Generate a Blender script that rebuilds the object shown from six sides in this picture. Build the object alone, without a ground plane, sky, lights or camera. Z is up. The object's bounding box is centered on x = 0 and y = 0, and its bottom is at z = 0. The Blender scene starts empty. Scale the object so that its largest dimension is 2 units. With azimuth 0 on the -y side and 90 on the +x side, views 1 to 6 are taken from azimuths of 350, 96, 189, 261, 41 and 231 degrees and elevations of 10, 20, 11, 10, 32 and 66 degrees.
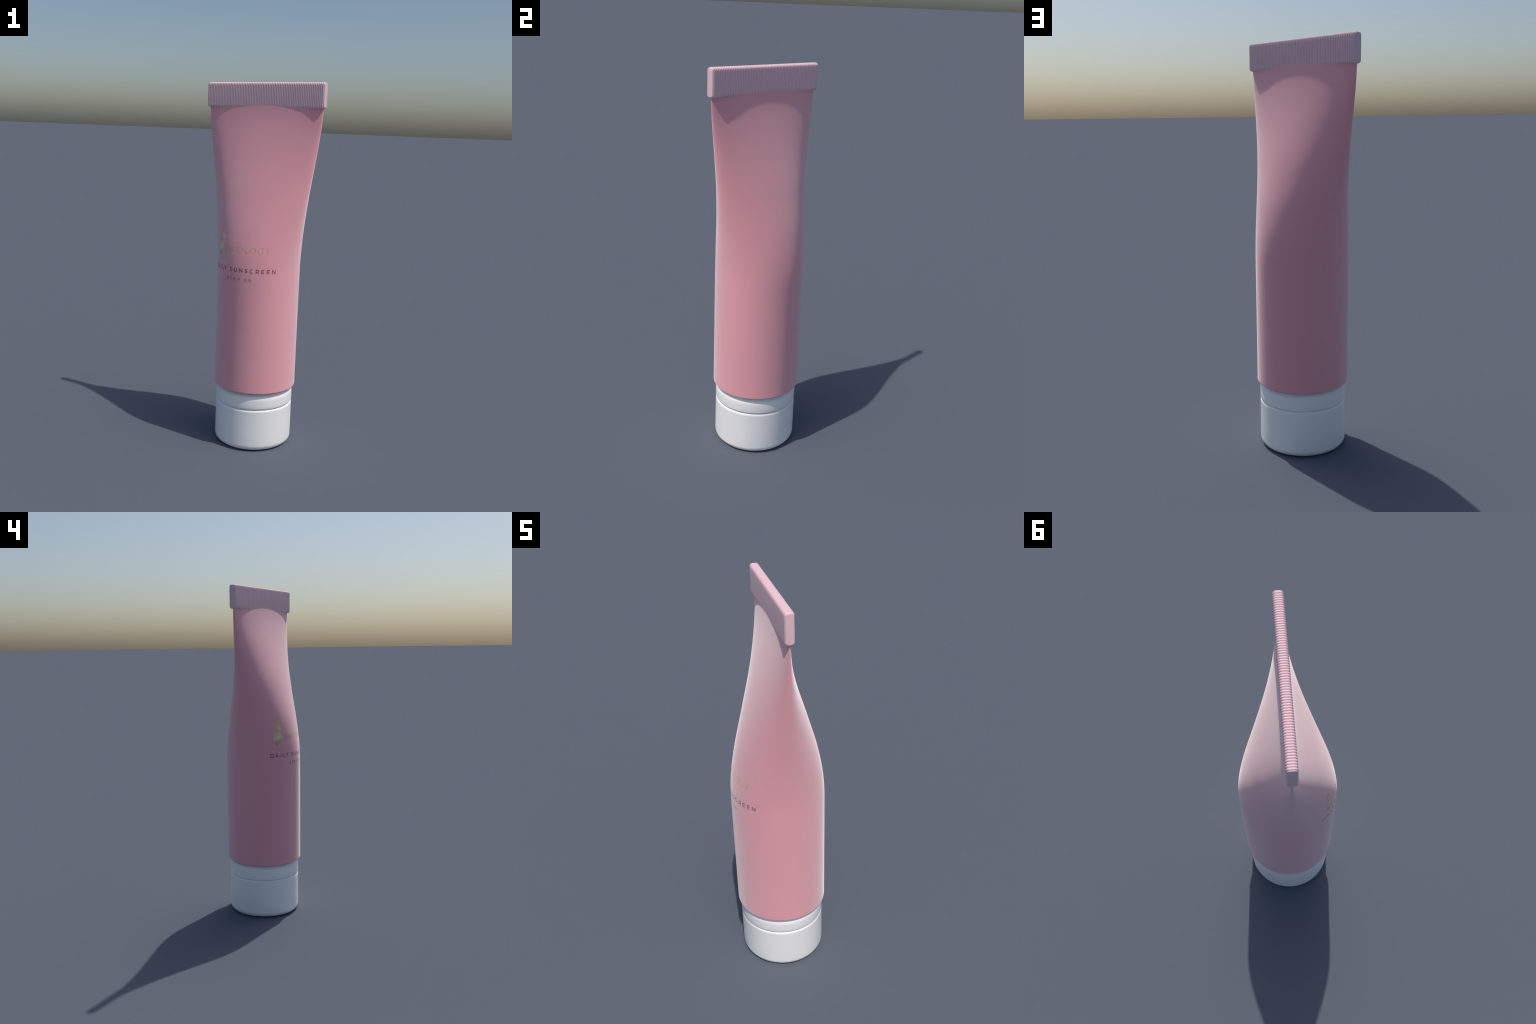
"""Squeeze tube of sunscreen standing on its screw cap: a round barrel flattened
into a ribbed crimp, a white cap with a groove, gold emblem and printed words."""
import math
import bmesh
import bpy
from mathutils import Vector

# ------------------------------------------------------------------ frame
TURN = math.radians(-38.05)                    # direction of the crimp bar
E1 = Vector((math.cos(TURN), math.sin(TURN), 0.0))       # to the right of the print
E2 = Vector((-math.sin(TURN), math.cos(TURN), 0.0))      # away from the print
UP = Vector((0, 0, 1))
RADIUS = 0.2285

# half width (along the crimp) and half depth of the barrel at each height
PROFILE = [
    # z,     half width, half depth
    (0.338, 0.2285, 0.2287),
    (0.600, 0.2285, 0.2287),
    (0.900, 0.2284, 0.2289),
    (0.970, 0.2286, 0.2286),
    (1.020, 0.2293, 0.2266),
    (1.080, 0.2328, 0.2210),
    (1.200, 0.2452, 0.1998),
    (1.400, 0.2764, 0.1446),
    (1.600, 0.3115, 0.0826),
    (1.700, 0.3268, 0.0550),
    (1.800, 0.3386, 0.0322),
    (1.885, 0.3430, 0.0197),
    (1.930, 0.3435, 0.0160),
]


def curve(column):
    """Smooth cubic through the profile column (finite difference tangents)."""
    zs = [row[0] for row in PROFILE]
    ys = [row[column] for row in PROFILE]
    n = len(zs)
    slope = [(ys[i + 1] - ys[i]) / (zs[i + 1] - zs[i]) for i in range(n - 1)]
    tangent = [slope[0]] + [0.0] * (n - 2) + [slope[-1]]
    for i in range(1, n - 1):
        h0, h1 = zs[i] - zs[i - 1], zs[i + 1] - zs[i]
        tangent[i] = (slope[i - 1] * h1 + slope[i] * h0) / (h0 + h1)

    def value(z):
        z = min(max(z, zs[0]), zs[-1])
        i = max(k for k in range(n - 1) if zs[k] <= z)
        h = zs[i + 1] - zs[i]
        t = (z - zs[i]) / h
        return ((2 * t ** 3 - 3 * t ** 2 + 1) * ys[i] + (t ** 3 - 2 * t ** 2 + t) * h * tangent[i]
                + (3 * t ** 2 - 2 * t ** 3) * ys[i + 1] + (t ** 3 - t ** 2) * h * tangent[i + 1])
    return value


half_width, half_depth = curve(1), curve(2)


def barrel_point(phi, z):
    """phi = 0 in the middle of the printed side, growing to the right."""
    return E1 * (half_width(z) * math.sin(phi)) - E2 * (half_depth(z) * math.cos(phi)) + UP * z


def barrel_normal(phi, z):
    d = 1e-4
    around = barrel_point(phi + d, z) - barrel_point(phi - d, z)
    along = barrel_point(phi, z + d) - barrel_point(phi, z - d)
    return around.cross(along).normalized()


# ------------------------------------------------------------------ materials
def material(name, colour, roughness=0.5, sheen=0.0, sheen_roughness=0.5, sheen_tint=(1.0, 0.88, 0.89), specular=0.5, grain=0.0):
    m = bpy.data.materials.new(name)
    m.use_nodes = True
    nt = m.node_tree
    b = nt.nodes["Principled BSDF"]
    b.inputs["Base Color"].default_value = (*colour, 1)
    b.inputs["Roughness"].default_value = roughness
    b.inputs["Specular IOR Level"].default_value = specular
    b.inputs["Sheen Weight"].default_value = sheen
    b.inputs["Sheen Roughness"].default_value = sheen_roughness
    b.inputs["Sheen Tint"].default_value = (*sheen_tint, 1)
    if grain:
        co = nt.nodes.new("ShaderNodeTexCoord")
        noise = nt.nodes.new("ShaderNodeTexNoise")
        noise.inputs["Scale"].default_value = 9.0
        noise.inputs["Detail"].default_value = 2.0
        mix = nt.nodes.new("ShaderNodeMix")
        mix.data_type = "RGBA"
        mix.inputs["A"].default_value = (*colour, 1)
        mix.inputs["B"].default_value = (*[c * (1 - grain) for c in colour], 1)
        nt.links.new(co.outputs["Object"], noise.inputs["Vector"])
        nt.links.new(noise.outputs["Fac"], mix.inputs["Factor"])
        nt.links.new(mix.outputs["Result"], b.inputs["Base Color"])
    return m


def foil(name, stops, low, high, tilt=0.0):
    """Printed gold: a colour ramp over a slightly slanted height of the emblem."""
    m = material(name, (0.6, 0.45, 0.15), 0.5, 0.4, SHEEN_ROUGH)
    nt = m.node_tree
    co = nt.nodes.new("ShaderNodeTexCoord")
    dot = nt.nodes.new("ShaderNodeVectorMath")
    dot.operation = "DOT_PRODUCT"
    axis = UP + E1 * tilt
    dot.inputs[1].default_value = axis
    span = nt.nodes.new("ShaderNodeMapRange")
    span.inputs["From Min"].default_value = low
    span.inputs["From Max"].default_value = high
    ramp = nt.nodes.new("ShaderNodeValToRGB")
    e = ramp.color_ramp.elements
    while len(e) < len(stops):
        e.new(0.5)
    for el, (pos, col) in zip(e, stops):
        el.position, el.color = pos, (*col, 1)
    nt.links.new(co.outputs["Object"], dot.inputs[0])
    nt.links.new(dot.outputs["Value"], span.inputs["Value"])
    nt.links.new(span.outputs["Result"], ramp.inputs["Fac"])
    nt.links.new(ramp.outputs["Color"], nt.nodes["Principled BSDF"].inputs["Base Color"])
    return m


SHEEN, SHEEN_ROUGH = 1.0, 0.515
PINK = (0.88, 0.377, 0.425)
CRIMP = (0.84, 0.562, 0.605)
mat_pink = material("soft_touch_pink_plastic", PINK, 0.5, SHEEN, SHEEN_ROUGH, grain=0.01)
mat_crimp = material("crimped_pink_plastic", CRIMP, 0.45, 0.28, SHEEN_ROUGH, grain=0.01)
mat_white = material("white_cap_plastic", (0.99, 0.97, 0.95), 0.5, grain=0.008)
mat_ink = material("plum_ink", (0.24, 0.062, 0.085), 0.5, 0.6, SHEEN_ROUGH)
mat_gold = material("gold_ink", (0.50, 0.385, 0.12), 0.5, 0.8, SHEEN_ROUGH)
GOLD, PALE, UMBER = (0.82, 0.46, 0.10), (0.80, 0.73, 0.48), (0.58, 0.33, 0.09)
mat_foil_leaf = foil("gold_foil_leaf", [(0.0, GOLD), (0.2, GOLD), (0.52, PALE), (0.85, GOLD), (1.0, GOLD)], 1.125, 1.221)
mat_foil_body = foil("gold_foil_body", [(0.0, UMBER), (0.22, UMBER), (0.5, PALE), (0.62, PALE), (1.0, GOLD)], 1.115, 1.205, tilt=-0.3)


# ------------------------------------------------------------------ mesh helpers
def new_object(name, verts, faces, mat, parent, angle=35):
    me = bpy.data.meshes.new(name)
    me.from_pydata([tuple(v) for v in verts], [], faces)
    bm = bmesh.new()
    bm.from_mesh(me)
    bmesh.ops.recalc_face_normals(bm, faces=bm.faces)
    bm.to_mesh(me)
    bm.free()
    me.shade_smooth()
    me.set_sharp_from_angle(angle=math.radians(angle))
    me.materials.append(mat)
    ob = bpy.data.objects.new(name, me)
    bpy.context.scene.collection.objects.link(ob)
    ob.parent = parent
    return ob


def loft(rings, close_ends=True):
    """Quads between equal closed rings, with an n-gon on either end."""
    n = len(rings[0])
    verts = [v for r in rings for v in r]
    faces = []
    for i in range(len(rings) - 1):
        for j in range(n):
            k = (j + 1) % n
            faces.append((i * n + j, i * n + k, (i + 1) * n + k, (i + 1) * n + j))
    if close_ends:
        faces.append(tuple(range(n - 1, -1, -1)))
        faces.append(tuple((len(rings) - 1) * n + j for j in range(n)))
    return verts, faces


def lathe(profile, n=192):
    return loft([[Vector((r * math.cos(2 * math.pi * j / n), r * math.sin(2 * math.pi * j / n), z)) for j in range(n)]
                 for r, z in profile])


def arc(cx, cy, rx, ry, a0, a1, n=14):
    return [(cx + rx * math.cos(math.radians(a0 + (a1 - a0) * i / n)),
             cy + ry * math.sin(math.radians(a0 + (a1 - a0) * i / n))) for i in range(n + 1)]


# ------------------------------------------------------------------ thing
tube = bpy.data.objects.new("sunscreen_tube", None)
bpy.context.scene.collection.objects.link(tube)
tube["label"] = "pink squeeze tube with ribbed crimp, standing on white cap"
tube["category"] = "sunscreen tube"

# ---- barrel
N = 224
rings = []
for inset, z in ((0.060, 0.6005), (0.0070, 0.6000), (0.0050, 0.5950), (0.0045, 0.4500), (0.0045, 0.3396), (0.0035, 0.3392), (0.0010, 0.3395), (0.0003, 0.3402)):
    rings.append([barrel_point(2 * math.pi * j / N, z) * (1 - inset / RADIUS) * 1.0 for j in range(N)])
    for v in rings[-1]:
        v.z = z
steps = 260
for i in range(steps + 1):
    z = 0.3411 + (1.905 - 0.3411) * i / steps
    rings.append([barrel_point(2 * math.pi * j / N, z) for j in range(N)])
body = new_object("tube_body", *loft(rings), mat_pink, tube, 40)

# ---- crimp bar: rounded box section swept along E1, ribbed by narrow grooves
BAR_HALF, BAR_END, RIB_PITCH, RIB_COUNT = 0.0206, 0.3522, 0.01003, 69
Z_LOW, Z_HIGH, CORNER, RIB_DEPTH = 1.8665, 2.0000, 0.0120, 0.0027
RIB_SPAN = RIB_PITCH * RIB_COUNT / 2           # ribs cover -RIB_SPAN .. RIB_SPAN


def bar_section(t, inset):
    half = BAR_HALF - inset
    lo, hi, r = Z_LOW + inset, Z_HIGH - inset, CORNER
    r = max(r - inset * 0.25, 0.004)
    pts = []
    for cx, cz, a in ((half - r, hi - r, 0), (-half + r, hi - r, 90), (-half + r, lo + r, 180), (half - r, lo + r, 270)):
        pts += arc(cx, cz, r, r, a, a + 90, 7)
    return [E1 * t + E2 * y + UP * z for y, z in pts]


stations = []
END_ROUND, END_INSET = 0.0055, 0.0021
for k in range(9):                             # rounded end
    a = math.radians(90 * k / 8)
    stations.append((BAR_END - END_ROUND * (1 - math.cos(a)), END_INSET + END_ROUND * (1 - math.sin(a))))
stations.append((RIB_SPAN + 0.0005, END_INSET + 0.0003))
per = 12
ribs = []
for k in range(RIB_COUNT * per + 1):
    u = k / per
    t = RIB_SPAN - u * RIB_PITCH
    s = abs(math.sin(math.pi * u))
    ribs.append((t, RIB_DEPTH * (1 - s ** 0.68)))
half_end = stations
ends = [(-t, i) for t, i in reversed(half_end)]
sections = half_end + ribs + ends
new_object("crimp_seal", *loft([bar_section(t, i) for t, i in sections]), mat_crimp, tube, 60)

# ---- cap: lid with rounded foot, groove, collar that tucks under the barrel
def fillet(r_out, z, r, a0, a1, n=10):
    """Quarter round on the outside of a turned profile."""
    return [(r_out - r + r * math.cos(math.radians(a0 + (a1 - a0) * i / n)),
             z + r * math.sin(math.radians(a0 + (a1 - a0) * i / n))) for i in range(n + 1)]


FOOT = 0.034
lid = [(0.010, 0.0), (0.10, 0.0)]
lid += fillet(0.2157, FOOT, FOOT, -90, 0, 14)
lid += [(0.2156, 0.10), (0.2153, 0.2240)]
lid += fillet(0.2153, 0.2262, 0.0158, 0, 48, 10) + [(0.196, 0.2380)]
cap = new_object("cap_lid", *lathe(lid), mat_white, tube, 50)
collar = [(0.19, 0.2395), (0.2080, 0.2400), (0.2085, 0.2425), (0.2108, 0.2438), (0.2134, 0.2449), (0.2148, 0.2466), (0.2154, 0.2495), (0.2154, 0.2700)]
collar += fillet(0.2154, 0.2900, 0.0477, 0, 90, 18)
new_object("cap_collar", *lathe(collar), mat_white, tube, 50)


# ------------------------------------------------------------------ print on the barrel
def raise_print(name, polygons, mat, parent, lift=0.00025, cuts=0):
    """polygons: flat (s, z) outlines on the unrolled barrel, s = RADIUS_S * phi."""
    verts, faces = [], []
    for layer, poly in enumerate(polygons):
        h = lift + 0.00002 * layer
        bm = bmesh.new()
        for f in poly["faces"]:
            bm.faces.new([bm.verts.new((*poly["verts"][i], 0)) for i in f])
        bmesh.ops.remove_doubles(bm, verts=bm.verts, dist=1e-7)
        if cuts:
            bmesh.ops.triangulate(bm, faces=bm.faces)
            for _ in range(cuts):
                bmesh.ops.subdivide_edges(bm, edges=[e for e in bm.edges if e.calc_length() > 0.006], cuts=1)
                bmesh.ops.triangulate(bm, faces=bm.faces)
        bmesh.ops.recalc_face_normals(bm, faces=bm.faces)
        bm.verts.index_update()
        rim = [e for e in bm.edges if len(e.link_faces) == 1]
        base = len(verts)
        count = len(bm.verts)
        for depth in (h, -0.0008):
            for v in bm.verts:
                phi, z = v.co.x / 0.2283, v.co.y
                verts.append(barrel_point(phi, z) + barrel_normal(phi, z) * depth)
        for f in bm.faces:
            faces.append(tuple(base + v.index for v in f.verts))
        for e in rim:
            a, b = e.verts
            faces.append((base + a.index, base + b.index, base + count + b.index, base + count + a.index))
        bm.free()
    return new_object(name, verts, faces, mat, parent, 30)


def stroke(points, width):
    """Ribbon along a centre line; width is a number or a function of the direction."""
    fine = []
    for (x0, y0), (x1, y1) in zip(points, points[1:]):
        n = max(1, int(math.hypot(x1 - x0, y1 - y0) / 0.005))
        fine += [(x0 + (x1 - x0) * i / n, y0 + (y1 - y0) * i / n) for i in range(n)]
    fine.append(points[-1])
    verts, faces = [], []
    for i, (x, y) in enumerate(fine):
        a, b = fine[max(i - 1, 0)], fine[min(i + 1, len(fine) - 1)]
        dx, dy = b[0] - a[0], b[1] - a[1]
        d = math.hypot(dx, dy) or 1
        dx, dy = dx / d, dy / d
        w = (width(dx, dy) if callable(width) else width) / 2
        verts += [(x - dy * w, y + dx * w), (x + dy * w, y - dx * w)]
        if i:
            faces.append((2 * i - 2, 2 * i - 1, 2 * i + 1, 2 * i))
    return {"verts": verts, "faces": faces}


def sans(ch, w, t):
    """Centre lines of a plain capital; height 1, width w, stem t."""
    h, m = t / 2, w / 2
    q = (1 - t) / 4
    if ch == "D":
        cx = max(w - 0.5, h)
        return [[(h, 0), (h, 1)], [(h, 1 - h), (cx, 1 - h)] + arc(cx, .5, w - h - cx, .5 - h, 90, -90)[1:] + [(h, h)]]
    if ch == "A":
        return [[(h, 0), (m, 1 - h * .4)], [(w - h, 0), (m, 1 - h * .4)], [(w * .24, .27), (w * .76, .27)]]
    if ch == "I":
        return [[(m, 0), (m, 1)]]
    if ch == "L":
        return [[(h, 0), (h, 1)], [(h, h), (w, h)]]
    if ch == "Y":
        return [[(h, 1), (m, .40)], [(w - h, 1), (m, .40)], [(m, 0), (m, .46)]]
    if ch == "S":
        return [arc(m, 1 - h - q, m - h, q, 28, 270, 18) + arc(m, h + q, m - h, q, 90, -152, 18)[1:]]
    if ch == "U":
        r = m - h
        return [[(h, 1), (h, h + r)] + arc(m, h + r, r, r, 180, 360, 16)[1:] + [(w - h, 1)]]
    if ch == "N":
        return [[(h, 0), (h, 1)], [(w - h, 0), (w - h, 1)], [(h, 1 - h * .6), (w - h, h * .6)]]
    if ch == "C":
        return [arc(m + h * .3, .5, m - h + h * .3, .5 - h, 48, 312, 24)]
    if ch == "R":
        r = (1 - .36 - h) / 2
        return [[(h, 0), (h, 1)], [(h, 1 - h), (w - h - r, 1 - h)] + arc(w - h - r, 1 - h - r, r, r, 90, -90)[1:] + [(h, 1 - h - 2 * r)],
                [(w * .55, .36), (w - h, 0)]]
    if ch == "P":
        r = (1 - .32 - h) / 2
        return [[(h, 0), (h, 1)], [(h, 1 - h), (w - h - r, 1 - h)] + arc(w - h - r, 1 - h - r, r, r, 90, -90)[1:] + [(h, 1 - h - 2 * r)]]
    if ch == "E":
        return [[(h, 0), (h, 1)], [(h, h), (w, h)], [(h, 1 - h), (w, 1 - h)], [(h, .5), (w * .92, .5)]]
    if ch == "T":
        return [[(m, 0), (m, 1)], [(0, 1 - h), (w, 1 - h)]]
    if ch == "0":
        return [arc(m, .5, m - h, .5 - h, 0, 360, 30)]
    if ch == "5":
        return [[(w - h, 1 - h), (w * .2, 1 - h)], [(w * .2, 1 - h), (w * .14, .56)],
                [(w * .14, .58), (m, .58)] + arc(m, .29 + h * .5, m - h, .29 - h * .5, 90, -140, 16)[1:]]
    return []


def roman(ch, w):
    """Centre lines of a thin serifed capital; the pen is broad on downstrokes."""
    f = .09
    if ch == "E":
        return [[(.13, 0), (.13, 1)], [(0, .985), (w, .985)], [(w, .99), (w - .02, .85)], [(.13, .5), (w * .82, .5)],
                [(w * .82, .42), (w * .82, .58)], [(0, .015), (w, .015)], [(w + .02, .16), (w - .02, .01)]]
    if ch == "W":
        return [[(.10, 1), (w * .30, 0)], [(w * .30, 0), (w * .50, .97)], [(w * .47, 1), (w * .68, 0)], [(w * .68, 0), (w * .93, 1)],
                [(0, .985), (.24, .985)], [(w * .84, .985), (w, .985)]]
    if ch == "O":
        return [arc(w / 2, .5, w / 2 - .05, .5, 0, 360, 44)]
    if ch == "L":
        return [[(.14, 0), (.14, 1)], [(0, .985), (.28, .985)], [(0, .015), (w, .015)], [(w + .02, .18), (w - .02, .01)]]
    if ch == "G":
        return [arc(w * .52, .5, w * .52 - .05, .5, 50, 318, 34), [(w * .90, .42), (w * .90, .06)], [(w * .76, .42), (w * 1.0, .42)],
                [(w * .87, .99), (w * .86, .76)]]
    if ch == "Y":
        return [[(.10, 1), (w * .52, .45)], [(w * .90, 1), (w * .52, .45)], [(w * .52, 0), (w * .52, .50)],
                [(0, .985), (.26, .985)], [(w * .78, .985), (w, .985)], [(w * .52 - .13, .015), (w * .52 + .13, .015)]]
    return []


def pen(dx, dy):
    """Broad on upright and falling strokes, fine on level and rising ones."""
    lean = abs(dy) * (0.55 if dx * dy > 0.12 else 1.0)
    return 0.0011 + 0.0022 * lean ** 1.5


def place(strokes, left, foot, height, width):
    out = []
    for line in strokes:
        out.append(stroke([(left + x * height, foot + y * height) for x, y in line], width))
    return out


def write(rows, foot, head, stem, mat):
    height = head - foot
    for ch, left, right in rows:
        lines = sans(ch, (right - left) / height, stem / height)
        raise_print("letter", place(lines, left, foot, height, stem), mat, body)


write([("D", -.2032, -.1815), ("A", -.1738, -.1508), ("I", -.1402, -.1344), ("L", -.1222, -.1073), ("Y", -.1011, -.0809),
       ("S", -.0560, -.0385), ("U", -.0275, -.0078), ("N", .0055, .0248), ("S", .0368, .0534), ("C", .0640, .0838),
       ("R", .0968, .1147), ("E", .1262, .1420), ("E", .1550, .1706), ("N", .1835, .2032)],
      1.0044, 1.0267, 0.0039, mat_ink)
write([("S", -.0745, -.0612), ("T", -.0520, -.0385), ("E", -.0272, -.0148), ("P", -.0013, .0120), ("0", .0358, .0505), ("5", .0606, .0729)],
      .9585, .9742, 0.0022, mat_ink)
for ch, left, right in [("E", -.0965, -.0815), ("W", -.0690, -.0268), ("O", -.0173, .0160), ("L", .0291, .0452),
                        ("O", .0540, .0863), ("G", .0961, .1246), ("Y", .1357, .1609)]:
    height = .0306
    raise_print("letter", place(roman(ch, (right - left) / height), left, 1.1088, height, pen), mat_gold, body)

# emblem: three gold petals twisted into a flame
LEAF = [(-.1343, 1.2209), (-.1403, 1.2183), (-.1434, 1.2132), (-.1441, 1.2065), (-.1416, 1.1942), (-.1369, 1.1795), (-.1275, 1.1644),
        (-.1191, 1.1523), (-.1155, 1.1383), (-.1149, 1.1253), (-.1123, 1.1419), (-.1120, 1.1601), (-.1139, 1.1831), (-.1188, 1.2017), (-.1266, 1.2151)]
RIBBON = [(-.1382, 1.1788), (-.1425, 1.1700), (-.1501, 1.1583), (-.1594, 1.1453), (-.1692, 1.1291), (-.1729, 1.1172), (-.1730, 1.1050),
          (-.1694, 1.0926), (-.1624, 1.0830), (-.1505, 1.0773), (-.1572, 1.0842), (-.1622, 1.0967), (-.1638, 1.1090), (-.1619, 1.1211),
          (-.1549, 1.1328), (-.1441, 1.1443), (-.1379, 1.1560), (-.1370, 1.1666)]
HEART = [(-.1317, 1.1662), (-.1348, 1.1573), (-.1380, 1.1469), (-.1464, 1.1368), (-.1551, 1.1267), (-.1595, 1.1149), (-.1610, 1.1028),
         (-.1587, 1.0919), (-.1524, 1.0824), (-.1455, 1.0765), (-.1473, 1.0851), (-.1455, 1.0933), (-.1399, 1.0975), (-.1328, 1.0983),
         (-.1229, 1.0977), (-.1198, 1.1089), (-.1159, 1.1239), (-.1193, 1.1333), (-.1220, 1.1472), (-.1261, 1.1582)]
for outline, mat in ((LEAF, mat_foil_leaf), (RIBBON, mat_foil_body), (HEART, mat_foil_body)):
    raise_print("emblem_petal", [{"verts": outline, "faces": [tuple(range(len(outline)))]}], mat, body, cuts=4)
